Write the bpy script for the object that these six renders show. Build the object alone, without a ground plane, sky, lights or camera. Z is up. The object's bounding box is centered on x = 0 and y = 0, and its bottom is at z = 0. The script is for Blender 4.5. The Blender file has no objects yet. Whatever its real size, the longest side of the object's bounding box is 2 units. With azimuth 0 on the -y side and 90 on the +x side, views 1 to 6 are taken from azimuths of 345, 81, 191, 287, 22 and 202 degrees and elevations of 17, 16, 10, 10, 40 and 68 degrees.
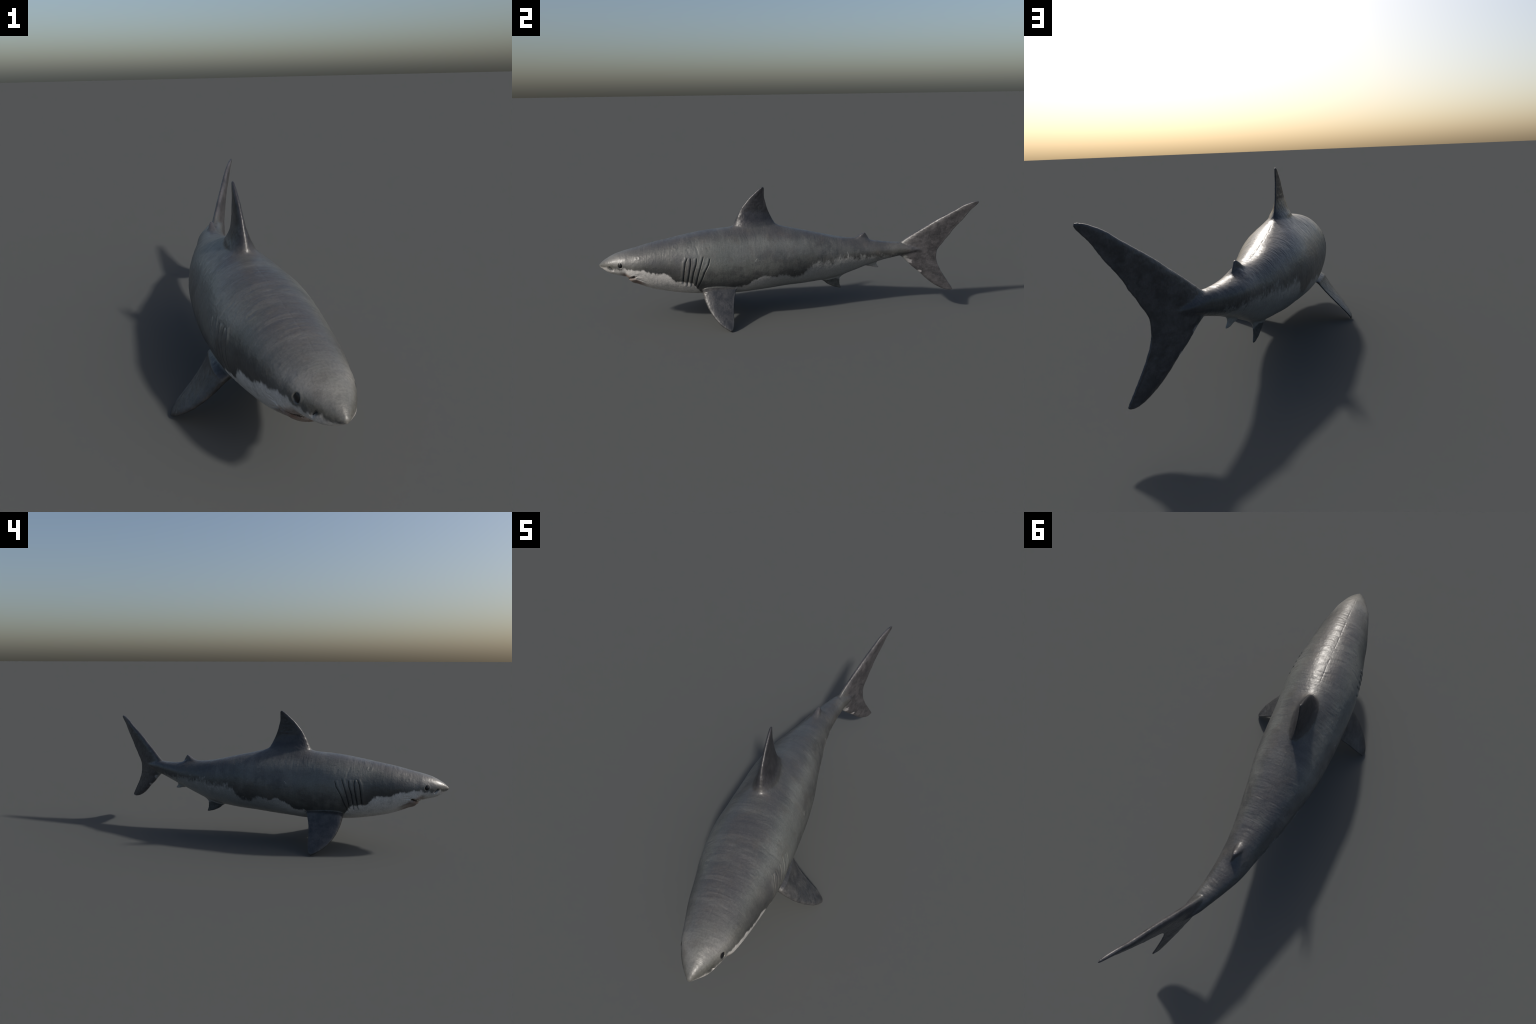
# A large pale-bellied shark, resting on the tips of its two pectoral fins.
# Built in straight "swimming" coordinates (X sideways, Y nose -> tail, Z up):
#   torso loft + fin lofts -> voxel union -> relaxed -> relief carved in -> bent
#   along the spine -> split by anatomical region into named meshes.
import bpy, math, random
import numpy as np
from mathutils import Vector

random.seed(7)
VOXEL = 0.0018

# ------------------------------------------------------------------ helpers
def curve(table, col, x):
    """Smooth interpolation of one column of a profile table at x."""
    t = np.asarray(table, float)
    k, v = t[:, 0], t[:, col]
    x = np.asarray(x, float)
    h = np.diff(k)
    d = np.diff(v) / h
    m = np.empty_like(v)
    m[1:-1] = (d[:-1] * h[1:] + d[1:] * h[:-1]) / (h[1:] + h[:-1])
    m[0], m[-1] = d[0], d[-1]
    i = np.clip(np.searchsorted(k, x) - 1, 0, len(k) - 2)
    u = np.clip((x - k[i]) / h[i], 0, 1)
    return ((2*u**3 - 3*u**2 + 1) * v[i] + (u**3 - 2*u**2 + u) * h[i] * m[i]
            + (-2*u**3 + 3*u**2) * v[i+1] + (u**3 - u**2) * h[i] * m[i+1])

def smooth(a, b, x):
    u = np.clip((x - a) / (b - a), 0, 1)
    return u * u * (3 - 2 * u)

def vnoise(p, seed=0):
    """Gradient-free value noise in [-1, 1] for an (n, 3) array."""
    i = np.floor(p).astype(np.int64)
    f = p - i
    f = f * f * f * (f * (f * 6 - 15) + 10)
    out = np.zeros(len(p))
    for c in range(8):
        o = np.array([c & 1, c >> 1 & 1, c >> 2 & 1])
        q = i + o
        h = (q[:, 0] * 374761393 + q[:, 1] * 668265263 + q[:, 2] * 2147483647 + seed * 974711) & 0x7fffffff
        h = ((h ^ (h >> 13)) * 1274126177) & 0x7fffffff
        h = (h ^ (h >> 16)) & 0xffff
        w = np.prod(np.where(o, f, 1 - f), axis=1)
        out += w * (h / 32767.5 - 1)
    return out

def path_field(y, z, pts):
    """Signed distance (aft positive) to a polyline in the Y-Z plane, and 0..1 along it."""
    pts = np.asarray(pts, float)
    best = np.full(len(y), 9.0); sign = np.zeros(len(y)); along = np.zeros(len(y))
    n = len(pts) - 1
    for j in range(n):
        a, b = pts[j], pts[j+1]
        d = b - a
        u = np.clip(((y - a[0]) * d[0] + (z - a[1]) * d[1]) / (d @ d), 0, 1)
        ey, ez = y - a[0] - u * d[0], z - a[1] - u * d[1]
        r = np.hypot(ey, ez)
        near = r < best
        best = np.where(near, r, best)
        sign = np.where(near, np.sign(d[1] * ey - d[0] * ez), sign)
        along = np.where(near, (j + u) / n, along)
    s = math.copysign(1, -(pts[-1, 1] - pts[0, 1]))
    return best, -sign * s, along

# ------------------------------------------------------------------ profiles
# spine sway: (Y, sideways offset)
SPINE = [(-1.02, .0268), (-.95, .0260), (-.90, .0237), (-.83, .0203), (-.74, .0174), (-.64, .0117), (-.52, .0064),
         (-.40, .0002), (-.28, -.0028), (-.15, -.0038), (0, -.0047), (.15, -.0023), (.30, .0072), (.40, .0182),
         (.50, .0333), (.58, .0552), (.65, .0787), (.73, .1145), (.823, .1605), (.906, .1997), (.95, .2248), (.997, .2510), (1.1, .32)]
# body: (Y, back height, belly height, half width, height of the widest point 0..1)
BODY = [(-.998, .3300, .3240, .0042, .459), (-.985, .3438, .3154, .0164, .450), (-.95, .3674, .2905, .0448, .441),
        (-.90, .3894, .2725, .0701, .470), (-.875, .3965, .2665, .0800, .485), (-.860, .4005, .2610, .0855, .495),
        (-.850, .4030, .2470, .0890, .50), (-.840, .4055, .2350, .0922, .505), (-.80, .4150, .2170, .1035, .52),
        (-.74, .4297, .1905, .1187, .541), (-.64, .4494, .1636, .1375, .525), (-.52, .4708, .1436, .1581, .510),
        (-.40, .4840, .1350, .1674, .497), (-.28, .4890, .1300, .1645, .440), (-.15, .4835, .1384, .1606, .425),
        (0, .4730, .1499, .1486, .463), (.15, .4461, .1583, .1213, .506), (.30, .4126, .1788, .0929, .520),
        (.40, .3928, .2149, .0733, .565), (.50, .3818, .2557, .0600, .576), (.58, .3772, .2834, .0457, .526),
        (.65, .3765, .3045, .0352, .479), (.685, .3700, .3140, .0312, .47), (.715, .3630, .3230, .0255, .46),
        (.750, .3530, .3320, .0160, .46), (.785, .3450, .3390, .0050, .46)]
# median fins: (height, leading Y, trailing Y, half thickness)
DORSAL = [(.430, -.300, -.010, .050), (.460, -.298, -.016, .050), (.480, -.294, -.026, .049), (.493, -.2885, -.038, .0460),
          (.507, -.2800, -.053, .0430), (.520, -.2735, -.0625, .0355), (.532, -.268, -.069, .0295), (.556, -.257, -.081, .0210),
          (.577, -.245, -.090, .0146), (.600, -.231, -.098, .0120), (.631, -.206, -.106, .0094), (.650, -.190, -.1105, .0081), (.667, -.171, -.1115, .0070),
          (.686, -.149, -.1110, .0058), (.697, -.133, -.1105, .0046), (.703, -.1235, -.1125, .0034), (.7055, -.1185, -.1150, .0018)]
CAUDAL = [(.1222, .890, .900, .0026), (.125, .874, .9075, .0046), (.135, .848, .9070, .0064), (.156, .811, .895, .0084),
          (.185, .776, .877, .0102), (.219, .741, .856, .0118), (.242, .713, .843, .0128), (.265, .690, .833, .0137),
          (.286, .669, .826, .0146), (.300, .652, .8235, .0170), (.320, .620, .8230, .0190), (.345, .600, .8255, .0195),
          (.365, .620, .834, .0182), (.383, .647, .8455, .0164), (.412, .683, .862, .0146), (.441, .719, .8815, .0138),
          (.464, .749, .893, .0131), (.493, .784, .912, .0121), (.528, .831, .937, .0108), (.551, .865, .950, .0098),
          (.577, .902, .966, .0086), (.602, .934, .986, .0070), (.615, .958, .9955, .0058), (.622, .974, .9990, .0046),
          (.6265, .989, .9975, .0024)]
REAR_DORSAL = [(.365, .370, .495, .024), (.388, .372, .4860, .022), (.397, .379, .4780, .0200),
               (.404, .398, .4720, .0175), (.411, .414, .4680, .0135), (.418, .425, .4640, .0108), (.424, .434, .4600, .0082),
               (.4285, .444, .4560, .0060), (.4312, .448, .4520, .0034)]
ANAL = [(.2292, .529, .5365, .0018), (.2310, .515, .5360, .0030), (.2345, .497, .5335, .0044), (.2385, .472, .5295, .0060),
        (.2440, .455, .5265, .0080), (.2550, .440, .5245, .0115), (.2640, .435, .5280, .0150), (.2740, .430, .5500, .0190),
        (.2860, .430, .575, .022)]
PELVIC = [(.1112, .318, .3272, .0022), (.1146, .303, .3260, .0040), (.1205, .284, .3225, .0054), (.1270, .270, .3200, .0066),
          (.1350, .253, .3180, .0080), (.1430, .242, .3170, .0096), (.1520, .231, .3165, .0112), (.1590, .220, .3175, .0135),
          (.1720, .195, .3205, .0185), (.1850, .180, .3340, .0240), (.1980, .175, .358, .028)]
# saddle of skin drawn up around the dorsal fin roots: (Y, lift on the midline)
SADDLE = [(-1, 0), (-.345, 0), (-.315, .0012), (-.297, .0040), (-.283, .0100), (-.25, .026), (-.15, .034), (-.07, .026), (-.04, .0185), (-.012, .0105),
          (.02, .0055), (.06, .0012), (.10, 0), (.355, 0), (.385, .005), (.415, .0125), (.44, .0200), (.453, .0210), (.468, .0125), (.485, .004), (.52, 0), (.8, 0)]
# pectoral fin edges as quartic Bezier curves (outward, aft of Y = -.34, up)
PEC_LEAD = [(.1405, -.1353, .1712), (.1398, -.1331, .1692), (.2387, -.1272, .0477), (.2923, -.0282, .0195), (.2830, -.0013, .0030)]
PEC_TRAIL = [(.1406, .0510, .1828), (.1396, .0463, .1825), (.1797, .0040, .1037), (.2835, .0319, .0310), (.2830, -.0013, .0030)]
PEC_NORMAL = (.7617, -.0212, .6476)
# five gill slits, top to bottom (Y, Z)
GILLS = [[(-.543, .378), (-.556, .352), (-.563, .314), (-.569, .266), (-.573, .234)],
         [(-.529, .376), (-.529, .350), (-.536, .312), (-.545, .263), (-.554, .212)],
         [(-.497, .376), (-.503, .342), (-.517, .300), (-.525, .259), (-.531, .210)],
         [(-.462, .384), (-.477, .342), (-.489, .304), (-.500, .263), (-.508, .217)],
         [(-.429, .372), (-.439, .338), (-.462, .297), (-.478, .254), (-.501, .198)]]

# ------------------------------------------------------------------ lofts
verts, faces = [], []
def add_loft(rings):
    """Closed skin over a list of equal rings, capped at both ends."""
    base = len(verts)
    n = len(rings[0])
    for r in rings:
        verts.extend(map(tuple, r))
    for i in range(len(rings) - 1):
        for j in range(n):
            a, b = base + i*n + j, base + i*n + (j+1) % n
            faces.append((a, b, b + n, a + n))
    faces.append(tuple(base + j for j in range(n))[::-1])
    faces.append(tuple(base + (len(rings)-1)*n + j for j in range(n)))

def airfoil(n=18):
    """Chord positions and relative half thickness, round nose, slim blunt tail."""
    s = .5 - .5 * np.cos(np.linspace(0, math.pi, n))
    y = 10 * (.2969*np.sqrt(s) - .126*s - .3516*s**2 + .2843*s**3 - .1015*s**4)
    return s, y
S, AIR = airfoil()

def fin_ring(lead, trail, normal, half, tent=.12):
    lead, trail, normal = map(np.asarray, (lead, trail, normal))
    edge = min(half * .5, .0022)
    mid = lead + S[:, None] * (trail - lead)
    form = AIR + tent * (np.sqrt(np.maximum(1 - (2*S - 1) ** 2, 0)) - AIR)
    off = (np.maximum(form * half, edge * np.minimum(1, S * 12)))[:, None] * normal
    return np.vstack([mid + off, (mid - off)[::-1][:-1]])

def median_fin(table):
    t = np.array(table)
    u = np.interp(np.linspace(0, len(t) - 1, (len(t) - 1) * 5 + 1), range(len(t)), t[:, 0])
    yl, yt, h = (curve(table, c, u) for c in (1, 2, 3))
    add_loft([fin_ring((0, a, z), (0, b, z), (1, 0, 0), max(w, .0012), .12 + .42 * smooth(.015, .045, w)) for z, a, b, w in zip(u, yl, yt, h)])

# body
ys = np.concatenate([np.linspace(-.9965, -.96, 16)[:-1], np.linspace(-.96, .785, 355)])
th = np.linspace(0, 2 * math.pi, 96, endpoint=False)
top, bot, hw, wz = (curve(BODY, c, ys) for c in (1, 2, 3, 4))
top += .0026 * smooth(-.1, .1, ys) + .0016 * np.exp(-((ys + .40) / .10) ** 2)
bot += .0014 * smooth(-.75, -.6, ys)
zc = bot + wz * (top - bot)
def keel_power(y):
    """Section exponent of the under half: 2 is elliptic, less is V-shaped (around the pelvic fin)."""
    return 2 - .42 * np.exp(-((y - .33) / .19) ** 2)
def body_ring(i):
    c, s = np.cos(th), np.sin(th)
    e = np.where(s > 0, 1.0, 2 / keel_power(ys[i]))
    x = hw[i] * np.sign(c) * abs(c) ** e
    lift = np.where(s > 0, s, 0) * curve(SADDLE, 1, ys[i]) * np.exp(-(x / (.051 if ys[i] < .2 else .028)) ** 2)
    return np.stack([x, np.full(96, ys[i]),
                     lift + zc[i] + np.where(s > 0, top[i] - zc[i], zc[i] - bot[i]) * np.sign(s) * abs(s) ** e], 1)
add_loft([body_ring(i) for i in range(len(ys))])
for fin in (DORSAL, CAUDAL, REAR_DORSAL, ANAL, PELVIC):
    median_fin(fin)

def bezier4(c, t):
    c = np.array(c)
    return sum(k * (1-t)**(4-i) * t**i * c[i] for i, k in enumerate((1, 4, 6, 4, 1)))
for side in (1, -1):
    rings = []
    nrm = np.array(PEC_NORMAL) * (side, 1, 1)
    lift = .0022
    place = lambda q: np.array([side * q[0], q[1] - .34 + (.008 if side > 0 else .011) * q[0], q[2]]) + lift * nrm * min(1, q[2] / .05)
    for t in np.concatenate([[-.3, -.15], np.linspace(0, 1, 44)]):
        inward = np.array([-.16, 0, .09]) * max(0, -t)
        u = 1 - (1 - max(t, 0)) ** 1.25
        u = min(u, .9985)
        L, T = bezier4(PEC_LEAD, u) + inward, bezier4(PEC_TRAIL, u) + inward
        half = .0135 * (1 - u) ** .9 + .0030 + .006 * (1 - smooth(0, .5, u)) if u < .96 else .0036 * max(.3, ((1 - u) / .04) ** .6)
        rings.append(fin_ring(place(L), place(T), nrm, half))
    if side < 0:
        rings = [r[::-1] for r in rings]
    add_loft(rings)

# ------------------------------------------------------------------ union
raw = bpy.data.meshes.new("raw")
raw.from_pydata(verts, [], faces)
import bmesh
bm = bmesh.new(); bm.from_mesh(raw)
bmesh.ops.recalc_face_normals(bm, faces=bm.faces)
bm.to_mesh(raw); bm.free()
tmp = bpy.data.objects.new("raw", raw)
bpy.context.scene.collection.objects.link(tmp)
mod = tmp.modifiers.new("union", "REMESH")
mod.mode, mod.voxel_size, mod.adaptivity = "VOXEL", VOXEL, 0
solid = bpy.data.meshes.new_from_object(tmp.evaluated_get(bpy.context.evaluated_depsgraph_get()))
bpy.data.objects.remove(tmp)

nv, nf = len(solid.vertices), len(solid.polygons)
P = np.empty(nv * 3); solid.vertices.foreach_get("co", P); P = P.reshape(-1, 3)
loops = np.empty(len(solid.loops), np.int32); solid.loops.foreach_get("vertex_index", loops)
assert len(loops) == nf * 4
Q = loops.reshape(-1, 4)
E = np.empty(len(solid.edges) * 2, np.int32); solid.edges.foreach_get("vertices", E); E = E.reshape(-1, 2)
deg = np.bincount(E.ravel(), minlength=nv).astype(float)

def relax(P, k):
    D = np.empty_like(P)
    for c in range(3):
        s = np.bincount(E[:, 0], P[E[:, 1], c], nv) + np.bincount(E[:, 1], P[E[:, 0], c], nv)
        D[:, c] = s / deg - P[:, c]
    return P + k * D

def vertex_normals(P):
    a = np.cross(P[Q[:, 2]] - P[Q[:, 0]], P[Q[:, 3]] - P[Q[:, 1]])
    N = np.zeros_like(P)
    for c in range(3):
        for j in range(4):
            N[:, c] += np.bincount(Q[:, j], a[:, c], nv)
    return N / (np.linalg.norm(N, axis=1, keepdims=True) + 1e-12)

for _ in range(9):
    P = relax(relax(P, .55), -.57)

# fillets where fins grow out of the body: strong local relaxing of the creases
X, Y, Z = P.T
bt, bb, bh = (curve(BODY, c, np.clip(Y, -.998, .785)) for c in (1, 2, 3))
soft = smooth(-.045, -.025, Z - bt) * smooth(.040, .015, Z - bt) * smooth(-.33, -.31, Y) * smooth(.06, .03, Y) * (abs(X) < .14)
soft = np.maximum(soft, .8 * smooth(-.03, -.02, Z - bt) * smooth(.020, .008, Z - bt) * smooth(.34, .36, Y) * smooth(.54, .51, Y))
soft = np.maximum(soft, .5 * smooth(.02, .012, abs(Z - bb + .004)) * smooth(.17, .2, Y) * smooth(.60, .57, Y))
soft = np.maximum(soft, .6 * smooth(.62, .65, Y) * smooth(.80, .76, Y) * smooth(.045, .025, abs(Z - .342)))
bz = bb + curve(BODY, 4, np.clip(Y, -.998, .785)) * (bt - bb)
shell = np.hypot(X / bh, (Z - bz) / np.where(Z > bz, bt - bz, bz - bb))
soft = np.maximum(soft, .55 * smooth(.90, .98, shell) * smooth(1.22, 1.10, shell) * smooth(-.54, -.51, Y) * smooth(-.24, -.27, Y) * smooth(.235, .215, Z) * (abs(X) > .09))
for _ in range(80):
    P = P + soft[:, None] * (relax(P, .5) - P)
in_body = smooth(1.30, 1.05, shell) * smooth(.75, .65, Y)
P = P + vertex_normals(P) * (.0009 + .0007 * in_body)[:, None]

# ------------------------------------------------------------------ relief
X, Y, Z = P.T.copy()
A = abs(X)
bt, bb, bh, bf = (curve(BODY, c, np.clip(Y, -.998, .785)) for c in (1, 2, 3, 4))
bz = bb + bf * (bt - bb)
kp = np.where(Z > bz, 2, keel_power(Y))
F = (abs(X / bh) ** kp + abs((Z - bz) / np.where(Z > bz, bt - bz, bz - bb)) ** kp) ** (1 / kp)      # 1 on the body skin
on_body = (F < 1.06) & (Y < .70)
onb = smooth(1.10, 1.02, F) * smooth(.72, .66, Y)
N = vertex_normals(P)
D = np.zeros(nv)
gill = np.zeros(nv)
flank = on_body & (A > .09) & (Y < -.38) & (Y > -.64)
for g in GILLS:
    i = np.where(flank)[0]
    d, s, u = path_field(Y[i], Z[i], g)
    end = smooth(0, .07, u) * smooth(1.0, .97, u)
    wid = .0019 + .0007 * np.sin(u * math.pi)
    cut = np.exp(-(d / wid) ** 2) * end
    lip = np.exp(-((d * s + .009) / .006) ** 2) * end
    D[i] += -.0050 * cut + .0017 * lip
    gill[i] = np.maximum(gill[i], cut)

# mouth line: an arc under the snout from corner to corner
arc = np.linspace(-1, 1, 41)
mouth_pts = np.stack([.084 * arc, -.866 + .046 * np.abs(arc) ** 2.2, .2575 + .018 * np.abs(arc) ** 2], 1)
i = np.where((Y < -.77) & (Y > -.91) & (Z < .31))[0]
dm = np.full(len(i), 9.0)
for a, b in zip(mouth_pts[:-1], mouth_pts[1:]):
    d = b - a
    u = np.clip(((P[i] - a) @ d) / (d @ d), 0, 1)
    dm = np.minimum(dm, np.linalg.norm(P[i] - a - u[:, None] * d, axis=1))
mouth = np.zeros(nv); mouth[i] = np.exp(-(dm / .0075) ** 2)
D -= .013 * mouth
lips = np.zeros(nv); lips[i] = np.exp(-((dm - .015) / .005) ** 2); D += .0010 * lips
# cheek folds running back from the corners
i = np.where(on_body & (A > .06) & (Y > -.84) & (Y < -.74))[0]
for pts, dep in (([(-.828, .276), (-.80, .283), (-.768, .282)], .0028), ([(-.815, .288), (-.79, .293), (-.765, .292)], .0014),
                 ([(-.822, .268), (-.80, .264), (-.775, .252), (-.75, .240)], .0022)):
    d, s, u = path_field(Y[i], Z[i], pts)
    D[i] -= dep * np.exp(-(d / .0032) ** 2) * smooth(1, .5, u)
# nostrils: short slanted slots
i = np.where(on_body & (Y < -.90))[0]
d, s, u = path_field(Y[i], Z[i], [(-.943, .3275), (-.936, .319), (-.929, .310)])
nostril = np.zeros(nv); nostril[i] = np.exp(-(d / .0034) ** 2) * (A[i] > .02)
D -= .0065 * nostril
# eye sockets with a raised rim
eye_y, eye_z = -.888, .338
i = np.where(on_body & (Y < -.84) & (A > .03))[0]
r = np.hypot((Y[i] - eye_y) / .80, Z[i] - eye_z)
D[i] += .0007 * np.exp(-((r - .0175) / .004) ** 2) - .0075 * smooth(.0145, .008, r)
# ring shaped scars on the head and shoulders, slanting shoulder folds, a scratch
for cy, cz, rad, hgt in ((-.796, .377, .009, .0005), (-.601, .427, .011, .0007)):
    i = np.where(on_body & (abs(Y - cy) < .05) & (A > .03) & (Z > .3))[0]
    r = np.sqrt((Y[i] - cy) ** 2 + ((Z[i] - cz) * 1.15) ** 2)
    D[i] += hgt * (np.exp(-((r - rad) / .0042) ** 2) - .8 * np.exp(-(r / .005) ** 2) + .5 * np.exp(-((r - .002) / .003) ** 2))
i = np.where(on_body & (A > .06) & (Y < -.40) & (Y > -.56))[0]
for pts, dep in (([(-.505, .438), (-.492, .405), (-.490, .380)], .0011), ([(-.545, .420), (-.535, .395)], .0008),
                 ([(-.445, .425), (-.43, .40)], .0008)):
    d, s, u = path_field(Y[i], Z[i], pts)
    D[i] -= dep * np.exp(-(d / .006) ** 2) * smooth(0, .2, u) * smooth(1, .7, u)
# seam along the middle of the back, broken by cross wrinkles
warp = vnoise(P * 9, 3) * .014 + vnoise(P * 26, 4) * .006
seam = np.exp(-((X + .0012 * vnoise(np.stack([Y * 22, Y * 0, Y * 0], 1), 8)) / .0020) ** 2) * (Z > bz) * onb * smooth(-.97, -.93, Y) * smooth(.62, .58, Y)
D -= .0007 * seam * np.clip(.60 + .7 * vnoise(np.stack([Y * 45, Y * 0, Y * 0], 1), 5), 0, 1)
wr = vnoise(np.stack([X * 21, (Y + warp) * 95, Z * 16], 1), 11) + .5 * vnoise(np.stack([X * 30, (Y + warp) * 190, Z * 24], 1), 12)
back = smooth(.35, .95, (Z - bz) / (bt - bz)) * smooth(-.97, -.9, Y)
D += .00062 * wr * (.02 + .98 * back * (.30 + .70 * smooth(-.25, .40, vnoise(P * (9, 7, 9), 31)))) * onb
# broad muscle undulation, small lumps on fins and along their leading edges
D += .0010 * vnoise(P * (16, 11, 16), 21) * onb
D += .00028 * vnoise(P * 60, 22) + .00016 * vnoise(P * 130, 23)
fin = ~on_body
D += .0004 * vnoise(P * 95, 24) * (1 - onb)
P = P + N * D[:, None]
P = relax(relax(P, .35), -.36)

# ------------------------------------------------------------------ bend along the spine
def bend(p):
    x0 = curve(SPINE, 1, p[:, 1])
    sl = (curve(SPINE, 1, p[:, 1] + .004) - curve(SPINE, 1, p[:, 1] - .004)) / .008
    k = 1 / np.sqrt(1 + sl * sl)
    return np.stack([x0 + p[:, 0] * k, p[:, 1] - p[:, 0] * sl * k, p[:, 2]], 1)
W = bend(P)
W[:, 2] -= W[:, 2].min()
WN = vertex_normals(W)

# ------------------------------------------------------------------ materials
def srgb(r, g, b):
    return tuple(((c / 255) / 12.92 if c <= 10 else ((c / 255 + .055) / 1.055) ** 2.4) for c in (r, g, b)) + (1,)

class Nodes:
    def __init__(self, name):
        self.mat = bpy.data.materials.new(name)
        self.mat.use_nodes = True
        self.t = self.mat.node_tree
        self.bsdf = self.t.nodes["Principled BSDF"]
        self.obj = self.t.nodes.new("ShaderNodeTexCoord").outputs["Object"]
    def put(self, sock, v):
        if isinstance(v, bpy.types.NodeSocket):
            self.t.links.new(v, sock)
        else:
            sock.default_value = v
    def math(self, op, a, b=0.0, c=None):
        n = self.t.nodes.new("ShaderNodeMath"); n.operation = op
        self.put(n.inputs[0], a); self.put(n.inputs[1], b)
        if c is not None: self.put(n.inputs[2], c)
        return n.outputs[0]
    def step(self, x, lo, hi, a=0.0, b=1.0):
        n = self.t.nodes.new("ShaderNodeMapRange"); n.interpolation_type = "SMOOTHSTEP"
        for s, v in zip(n.inputs, (x, lo, hi, a, b)): self.put(s, v)
        return n.outputs[0]
    def mix(self, f, a, b, mode="MIX"):
        n = self.t.nodes.new("ShaderNodeMix"); n.data_type = "RGBA"; n.blend_type = mode
        self.put(n.inputs[0], f); self.put(n.inputs[6], a); self.put(n.inputs[7], b)
        return n.outputs[2]
    def noise(self, scale, size=(1, 1, 1), detail=3.0, rough=.55, shift=(0, 0, 0)):
        m = self.t.nodes.new("ShaderNodeMapping")
        self.put(m.inputs["Vector"], self.obj); m.inputs["Scale"].default_value = size; m.inputs["Location"].default_value = shift
        n = self.t.nodes.new("ShaderNodeTexNoise")
        self.put(n.inputs["Vector"], m.outputs[0])
        n.inputs["Scale"].default_value, n.inputs["Detail"].default_value, n.inputs["Roughness"].default_value = scale, detail, rough
        return n.outputs["Fac"]
    def xyz(self):
        n = self.t.nodes.new("ShaderNodeSeparateXYZ"); self.put(n.inputs[0], self.obj)
        return n.outputs
    def along(self, x, pts):
        """Float curve over Y in -1..1 (values 0..1)."""
        n = self.t.nodes.new("ShaderNodeFloatCurve")
        c = n.mapping.curves[0]
        for k, (a, b) in enumerate(pts):
            a = (a + 1) / 2
            if k < 2: c.points[k].location = (a, b)
            else: c.points.new(a, b)
        for p in c.points: p.handle_type = "AUTO_CLAMPED"
        n.mapping.update()
        self.put(n.inputs["Value"], self.math("MULTIPLY_ADD", x, .5, .5))
        return n.outputs[0]
    def blob(self, y, z, cy, cz, ry, rz):
        a = self.math("POWER", self.math("ABSOLUTE", self.math("DIVIDE", self.math("SUBTRACT", y, cy), ry)), 2.0)
        b = self.math("POWER", self.math("ABSOLUTE", self.math("DIVIDE", self.math("SUBTRACT", z, cz), rz)), 2.0)
        return self.math("EXPONENT", self.math("MULTIPLY", self.math("ADD", a, b), -1.0))
    def bump(self, layers):
        prev = None
        for h, dist, strength in layers:
            n = self.t.nodes.new("ShaderNodeBump")
            self.put(n.inputs["Height"], h); n.inputs["Distance"].default_value = dist; n.inputs["Strength"].default_value = strength
            if prev: self.put(n.inputs["Normal"], prev)
            prev = n.outputs[0]
        self.put(self.bsdf.inputs["Normal"], prev)

# where the pale belly meets the grey flank: (Y, Z)
WATERLINE = [(-1, .318), (-.966, .320), (-.939, .316), (-.919, .315), (-.90, .317), (-.888, .311), (-.868, .320), (-.836, .3205),
             (-.80, .314), (-.77, .313), (-.74, .303), (-.70, .294), (-.66, .293), (-.635, .283), (-.615, .265), (-.603, .252),
             (-.575, .246), (-.55, .236), (-.53, .238), (-.505, .213), (-.45, .16), (-.31, .17), (-.285, .190), (-.25, .199),
             (-.21, .211), (-.197, .229), (-.165, .243), (-.125, .254), (-.088, .242), (-.05, .250), (.015, .229), (.055, .224),
             (.09, .242), (.112, .262), (.135, .288), (.17, .296), (.24, .291), (.34, .306), (.44, .306), (.55, .302), (.60, .298), (1, .298)]
# how much darker the flank is just above that line: (Y, amount)
SHADE = [(-1, .0), (-.92, .05), (-.86, .15), (-.78, .55), (-.70, .85), (-.60, .8), (-.50, .45), (-.38, .5), (-.22, .65), (-.12, .4), (-.04, .55),
         (.04, .95), (.09, .85), (.16, .6), (.3, .55), (.42, .6), (.55, .7), (.65, .7), (1, .7)]

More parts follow.
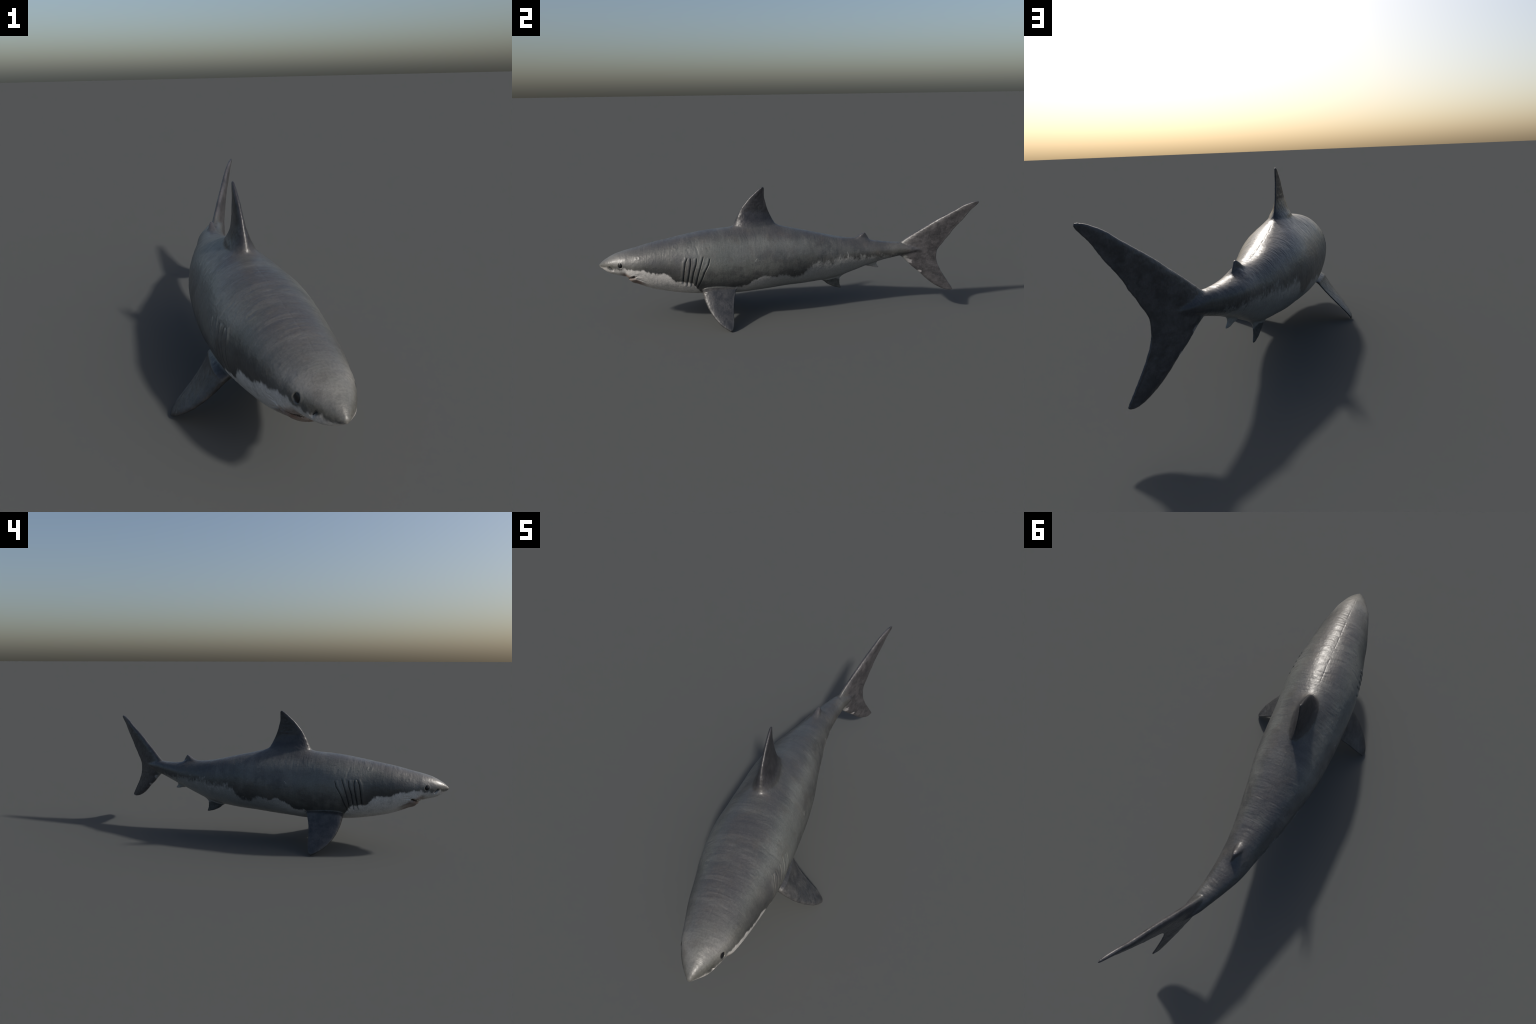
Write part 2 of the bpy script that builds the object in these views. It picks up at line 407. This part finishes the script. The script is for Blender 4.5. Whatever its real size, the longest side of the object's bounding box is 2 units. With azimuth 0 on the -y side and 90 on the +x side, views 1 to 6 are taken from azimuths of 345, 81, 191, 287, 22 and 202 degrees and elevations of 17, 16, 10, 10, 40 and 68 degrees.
def skin(name, finned=None):
    n = Nodes(name)
    x, y, z = n.xyz()
    line = n.along(y, WATERLINE)
    up = n.math("SUBTRACT", z, line)
    rag = n.math("ADD", n.math("MULTIPLY_ADD", n.noise(26, (1, 1, .8), 3), n.step(y, -.2, .1, .034, .060), n.step(y, -.2, .1, -.017, -.030)),
                 n.math("MULTIPLY_ADD", n.noise(75, (1, 1, .35), 3, .65), .030, -.015))
    rag = n.math("ADD", rag, n.math("MULTIPLY", n.math("SUBTRACT", n.noise(85, (1, 1.2, .6), 3, .7, (6, 2, 6)), .5), n.step(y, -.05, .15, .0, .075)))
    edge = n.math("ADD", up, rag)
    soft = n.step(y, -.15, .22, .007, .020)
    grey_side = n.step(n.math("DIVIDE", edge, soft), -1.0, 1.0)
    # grey back in cool, warm and greenish drifts
    drift = n.step(n.noise(5.5, (1, .8, 1), 3), .38, .64)
    streak = n.step(n.noise(9, (.55, 2.6, .55), 5, .62, (3, 1, 2)), .33, .70)
    back = n.mix(drift, (.080, .086, .080, 1), (.075, .076, .077, 1))
    back = n.mix(n.math("MULTIPLY", streak, .62), back, (.138, .137, .128, 1))
    # a darker, purplish saddle along the spine
    below_top = n.math("SUBTRACT", n.along(y, [(-1, .36)] + [(b[0], b[1]) for b in BODY[2:-2:2]] + [(.70, .37), (1, .36)]), z)
    below_top = n.math("ADD", below_top, n.math("MULTIPLY_ADD", n.noise(11, (1, 1, 1), 4), .05, -.025))
    saddle = n.math("MULTIPLY", n.step(below_top, .055, .006), n.step(y, -.93, -.70))
    saddle = n.math("MULTIPLY", saddle, n.step(n.noise(8, (.6, 1.6, .6), 4, .6, (7, 0, 3)), .25, .62, .45, 1.0))
    back = n.mix(n.math("MULTIPLY", saddle, .80), back, (.052, .050, .053, 1))
    # fine pale cross streaks over head and back
    fine_streak = n.step(n.noise(9, (.40, 6.5, .40), 4, .6, (1, 5, 2)), .50, .68)
    fine_streak = n.math("MULTIPLY", fine_streak, n.math("MULTIPLY", n.step(below_top, .13, .05), n.step(y, -.05, -.45)))
    fine_streak = n.math("MULTIPLY", fine_streak, n.step(n.noise(14, (1, .6, 1), 3, .6, (9, 1, 6)), .42, .62))
    back = n.mix(n.math("MULTIPLY", fine_streak, .26), back, (.165, .161, .152, 1))
    crease = n.math("MULTIPLY", n.step(n.noise(17, (.50, 6.0, .50), 4, .65, (3, 7, 5)), .52, .66), n.step(below_top, .12, .03))
    back = n.mix(n.math("MULTIPLY", crease, .42), back, (.046, .045, .048, 1))
    # the head is a little lighter and warmer
    head = n.step(y, -.66, -.93)
    back = n.mix(n.math("MULTIPLY", head, .40), back, (.150, .146, .134, 1))
    cheek = n.blob(y, z, -.875, .364, .060, .020)  # sun highlight above the eye, painted as lighter skin
    back = n.mix(n.math("MULTIPLY", cheek, .55), back, (.27, .262, .245, 1))
    # a lighter, faintly greenish band between saddle and flank
    band = n.math("MULTIPLY", n.step(up, .11, .17), n.step(below_top, .02, .065))
    back = n.mix(n.math("MULTIPLY", band, .50), back, (.150, .158, .149, 1))
    # cloudy dark smudges on the flanks
    cloud = n.math("MULTIPLY", n.step(n.noise(11, (1, 1, 1.2), 5, .66, (2, 9, 4)), .47, .62), n.math("MULTIPLY", n.step(up, .18, .08), n.step(y, -.70, -.50)))
    back = n.mix(n.math("MULTIPLY", cloud, .78), back, (.050, .051, .052, 1))
    # dark flank band above the waterline
    depth = n.step(n.math("ADD", up, n.math("MULTIPLY_ADD", n.noise(14, (1, 1, 1), 4), .10, -.05)), .115, .0)
    dark = n.math("MULTIPLY", depth, n.along(y, SHADE))
    flank = n.mix(dark, back, (.040, .041, .041, 1))
    mott = n.step(n.noise(60, (1, 1, 1), 4, .7), .55, .75)
    flank = n.mix(n.math("MULTIPLY", mott, .30), flank, (.060, .060, .060, 1))
    warm = n.step(n.noise(17, (1, 1, 1), 4, .6, (8, 8, 1)), .5, .68)
    flank = n.mix(n.math("MULTIPLY", warm, .30), flank, (.088, .078, .068, 1))
    # belly
    pale = n.mix(n.step(n.noise(30, (1, 1, 1), 4, .65), .40, .72), (.56, .54, .515, 1), (.43, .42, .405, 1))
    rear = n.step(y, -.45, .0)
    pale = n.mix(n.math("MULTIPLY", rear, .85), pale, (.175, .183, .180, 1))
    glow = n.math("MULTIPLY", n.step(n.noise(48, (1, 1, .7), 4, .7, (4, 4, 4)), .44, .66), n.blob(y, up, .25, -.012, .20, .030))
    pale = n.mix(n.math("MULTIPLY", glow, .75), pale, (.36, .355, .335, 1))
    # pinkish brown gums and lip around the lower jaw
    jaw = n.math("MULTIPLY", n.step(y, -.735, -.80), n.step(n.math("MULTIPLY_ADD", y, .47, z), n.step(y, -.79, -.82, -.114, -.100), -.128))
    jaw = n.math("MULTIPLY", jaw, n.step(y, -.90, -.86))
    pale = n.mix(n.math("MULTIPLY", jaw, n.step(n.noise(40, (1, .4, 1), 3), .35, .6, .68, .97)), pale, (.150, .096, .074, 1))
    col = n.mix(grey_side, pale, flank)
    # whitish flecks low on the tail root, a pale scratch on the flank
    fleck = n.step(n.noise(34, (1, 1.6, .6), 2, .5, (5, 5, 5)), .66, .72)
    fleck = n.math("MULTIPLY", fleck, n.blob(y, up, .28, .0, .22, .04))
    col = n.mix(n.math("MULTIPLY", fleck, .6), col, (.30, .30, .29, 1))
    scratch = n.math("MULTIPLY", n.step(n.math("ABSOLUTE", n.math("SUBTRACT", n.math("MULTIPLY_ADD", z, -.8, y), -.4536)), .0022, .001),
                     n.step(n.math("ABSOLUTE", n.math("SUBTRACT", z, .342)), .0085, .006))
    col = n.mix(n.math("MULTIPLY", scratch, .8), col, (.28, .28, .26, 1))
    # dark freckling under the snout and around the eyes
    eye_ring = n.blob(y, z, -.888, .337, .021, .024)
    col = n.mix(n.math("MULTIPLY", eye_ring, .35), col, (.10, .10, .095, 1))
    snout = n.blob(y, z, -.945, .332, .045, .014)
    col = n.mix(n.math("MULTIPLY", snout, n.step(n.noise(55, (1, 1, 1), 3), .35, .6, .45, .9)), col, (.050, .050, .044, 1))
    nub = n.math("MULTIPLY", n.blob(y, z, .445, .425, .045, .022), n.step(y, .3, .36))  # rear dorsal base colour darkened to subdue its sun glint
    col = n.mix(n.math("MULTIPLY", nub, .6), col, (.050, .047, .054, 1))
    if finned:
        blot = n.noise(24, (1, 1, 1), 5, .7, (1, 2, 3))
        fcol = n.mix(n.step(blot, .36, .66), finned["dark"], finned["light"])
        if finned["where"] == "dorsal":
            m = n.step(n.math("MULTIPLY_ADD", n.noise(20), .03, z), .503, .548)
        elif finned["where"] == "caudal":
            m = n.step(n.math("MULTIPLY_ADD", n.noise(30), .03, y), .675, .715)
            patch = n.math("MAXIMUM", n.blob(y, z, .682, .272, .026, .018), n.blob(y, z, .742, .217, .014, .012))
            patch = n.step(n.math("ADD", patch, n.math("MULTIPLY_ADD", n.noise(70, (1, 1, 1), 4), .9, -.45)), .38, .66)
            fcol = n.mix(patch, fcol, (.27, .26, .265, 1))
        elif finned["where"] == "pelvic":
            m = n.step(n.math("MULTIPLY_ADD", y, .42, z), .300, .288)
        else:
            m = 1.0
        col = n.mix(m, col, fcol)
    fine = n.noise(170, (1, 1, 1), 3, .6)
    col = n.mix(n.step(fine, .3, .7, .0, .22), col, (.02, .02, .02, 1), "MULTIPLY")
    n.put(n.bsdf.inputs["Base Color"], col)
    n.put(n.bsdf.inputs["Roughness"], n.step(n.noise(40, (1, 1, 1), 4), .3, .7, .33, .43))
    n.bsdf.inputs["Specular IOR Level"].default_value = .5
    wr = n.noise(22, (.5, 7, .5), 4, .6)
    n.bump([(wr, .0016, .38), (n.noise(120, (1, 1, 1), 4, .65), .0010, .5), (fine, .0004, .5)])
    return n.mat

def plain(name, colour, rough, spec=.5, grain=None):
    n = Nodes(name)
    c = n.mix(n.step(n.noise(grain or 80), .35, .65), colour, tuple(v * .6 for v in colour[:3]) + (1,))
    n.put(n.bsdf.inputs["Base Color"], c)
    n.bsdf.inputs["Roughness"].default_value = rough
    n.bsdf.inputs["Specular IOR Level"].default_value = spec
    return n.mat

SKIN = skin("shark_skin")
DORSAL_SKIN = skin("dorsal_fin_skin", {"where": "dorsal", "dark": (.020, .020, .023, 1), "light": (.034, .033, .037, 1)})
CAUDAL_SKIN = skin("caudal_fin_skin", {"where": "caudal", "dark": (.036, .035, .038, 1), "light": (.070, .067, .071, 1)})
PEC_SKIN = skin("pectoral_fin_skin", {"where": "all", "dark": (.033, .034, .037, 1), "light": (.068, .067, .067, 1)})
PELVIC_SKIN = skin("pelvic_fin_skin", {"where": "pelvic", "dark": (.045, .05, .05, 1), "light": (.085, .09, .09, 1)})  # dark tones bake the occlusion shade under the belly into this fin
SLIT = plain("gill_slit_dark", (.027, .027, .028, 1), .6, .25)
GUM = plain("mouth_dark", (.040, .026, .022, 1), .45, .4)
EYE = plain("eye_black", (.010, .010, .011, 1), .30, .35)
TOOTH = plain("tooth_ivory", (.55, .52, .46, 1), .3)

# ------------------------------------------------------------------ split into anatomical parts
fc = P[Q].mean(1)
fF, fz = F[Q].mean(1), fc[:, 2]
fy, fx = fc[:, 1], fc[:, 0]
ftop = curve(BODY, 1, np.clip(fy, -.998, .785)); fbot = curve(BODY, 2, np.clip(fy, -.998, .785))
part = np.full(nf, 1)                                   # torso
part[fy < -.60] = 0                                     # head
part[(fy < -.70) & (fz < .279 + (fy + .82) * -.35) & (fy > -.866 + .046 * np.minimum(abs(fx) / .084, 1.2) ** 2.2)] = 2   # lower jaw
part[fy > .36] = 3                                      # tail root
part[(fy > .655) | ((fy > .60) & (fF > 1.12))] = 4      # caudal fin
part[(fz > ftop + .010) & (fy > -.32) & (fy < .02)] = 5
part[(fz > ftop + .006) & (fy > .36) & (fy < .52)] = 6
part[(fz < fbot - .004) & (fy > .18) & (fy < .36)] = 7
part[(fz < fbot - .003) & (fy > .42) & (fy < .58)] = 8
pec = (fF > 1.055) & (fy > -.56) & (fy < -.22) & (fz < .215)
part[pec & (fx > 0)] = 9
part[pec & (fx < 0)] = 10
fg = gill[Q].min(1)
for g in range(5):
    d, s, u = path_field(fy, fz, GILLS[g])
    m = (d < .006) & (fg > .52) & (part < 2)
    part[m & (fx > 0)] = 20 + g
    part[m & (fx < 0)] = 25 + g
below_lip = fz < .2575 + .018 * np.minimum(abs(fx) / .084, 1) ** 2
part[mouth[Q].min(1) > np.where(abs(fx) > .055, .32, np.where(below_lip, .20, .50))] = 11
part[(nostril[Q].min(1) > .72) & (fx > 0)] = 12
part[(nostril[Q].min(1) > .72) & (fx < 0)] = 13

root = bpy.data.objects.new("shark", None)
root.empty_display_size = .1
root["label"] = "grey shark with pale belly, tall dorsal fin and gently swung crescent tail"
root["category"] = "shark"
bpy.context.scene.collection.objects.link(root)

def add_part(name, mesh, mat, parent=root):
    ob = bpy.data.objects.new(name, mesh)
    mesh.materials.clear(); mesh.materials.append(mat)
    bpy.context.scene.collection.objects.link(ob)
    ob.parent = parent
    return ob

def cut_out(name, ids, mat, parent=root):
    sel = Q[np.isin(part, ids)]
    if not len(sel):
        return None
    used, inv = np.unique(sel, return_inverse=True)
    me = bpy.data.meshes.new(name)
    me.vertices.add(len(used)); me.vertices.foreach_set("co", W[used].ravel())
    me.loops.add(sel.size); me.loops.foreach_set("vertex_index", inv.ravel().astype(np.int32))
    me.polygons.add(len(sel))
    me.polygons.foreach_set("loop_start", np.arange(0, sel.size, 4, dtype=np.int32))
    me.polygons.foreach_set("use_smooth", np.ones(len(sel), bool))
    me.update(calc_edges=True)
    me.normals_split_custom_set_from_vertices(WN[used].tolist())
    return add_part(name, me, mat, parent)

head = cut_out("head", [0], SKIN)
torso = cut_out("torso", [1], SKIN)
cut_out("lower_jaw", [2], SKIN, head)
tail = cut_out("tail", [3], SKIN)
cut_out("caudal_fin", [4], CAUDAL_SKIN)
cut_out("dorsal_fin", [5], DORSAL_SKIN)
cut_out("rear_dorsal_fin", [6], SKIN)
cut_out("pelvic_fin", [7], PELVIC_SKIN)
cut_out("anal_fin", [8], SKIN)
cut_out("pectoral_fin", [9], PEC_SKIN)
cut_out("pectoral_fin", [10], PEC_SKIN)
cut_out("mouth", [11], GUM, head)
cut_out("nostril", [12], SLIT, head)
cut_out("nostril", [13], SLIT, head)
for g in range(10):
    cut_out("gill_slit", [20 + g], SLIT, torso)

# eyes: flattened black globes set in their sockets
bm = bmesh.new()
bmesh.ops.create_uvsphere(bm, u_segments=40, v_segments=24, radius=1)
for f in bm.faces: f.smooth = True
unit = bpy.data.meshes.new("eye_globe"); bm.to_mesh(unit); bm.free()
gv = np.array([v.co[:] for v in unit.vertices])
for side in (1, -1):
    out = np.array([side * .90, -.36, .20]); out /= np.linalg.norm(out)
    upv = np.array([0, .12, 1.0]); upv -= out * (upv @ out); upv /= np.linalg.norm(upv)
    fwd = np.cross(upv, out)
    c = np.array([side * .0690, eye_y, eye_z])
    me = unit.copy()
    co = bend(c + gv[:, :1] * .0070 * out + gv[:, 1:2] * .0116 * fwd + gv[:, 2:] * .0150 * upv)
    me.vertices.foreach_set("co", co.ravel())
    me.update()
    add_part("eye", me, EYE, head)

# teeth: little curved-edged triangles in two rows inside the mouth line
bm = bmesh.new()
for row, tilt in ((0, -1), (1, 1)):
    for k in range(26):
        a = -.86 + 1.72 * (k + .5 * row) / 26 + random.uniform(-.008, .008)
        c = np.array([.080 * a, -.862 + .046 * abs(a) ** 2.2 + .003 * row, .2585 + .018 * a * a - .0055 * row])
        t = np.array([.080, .046 * 2.2 * abs(a) ** 1.2 * np.sign(a), .036 * a]); t /= np.linalg.norm(t)
        out = np.array([t[1], -t[0], 0]); hgt = random.uniform(.0055, .0080) * tilt; w = random.uniform(.0022, .0028)
        ring = [c + t * w, c + out * .0011, c - t * w, c - out * .0011]
        tip = c + np.array([0, 0, hgt]) - out * .001
        pts = bend(np.array(ring + [tip]))
        vs = [bm.verts.new(p) for p in pts]
        for j in range(4):
            bm.faces.new((vs[j], vs[(j+1) % 4], vs[4]))
        bm.faces.new(vs[:4])
bmesh.ops.recalc_face_normals(bm, faces=bm.faces)
me = bpy.data.meshes.new("teeth"); bm.to_mesh(me); bm.free()
teeth = add_part("teeth", me, TOOTH, head)
teeth["kind"] = "stuff"
for m in list(bpy.data.meshes):
    if not m.users: bpy.data.meshes.remove(m)
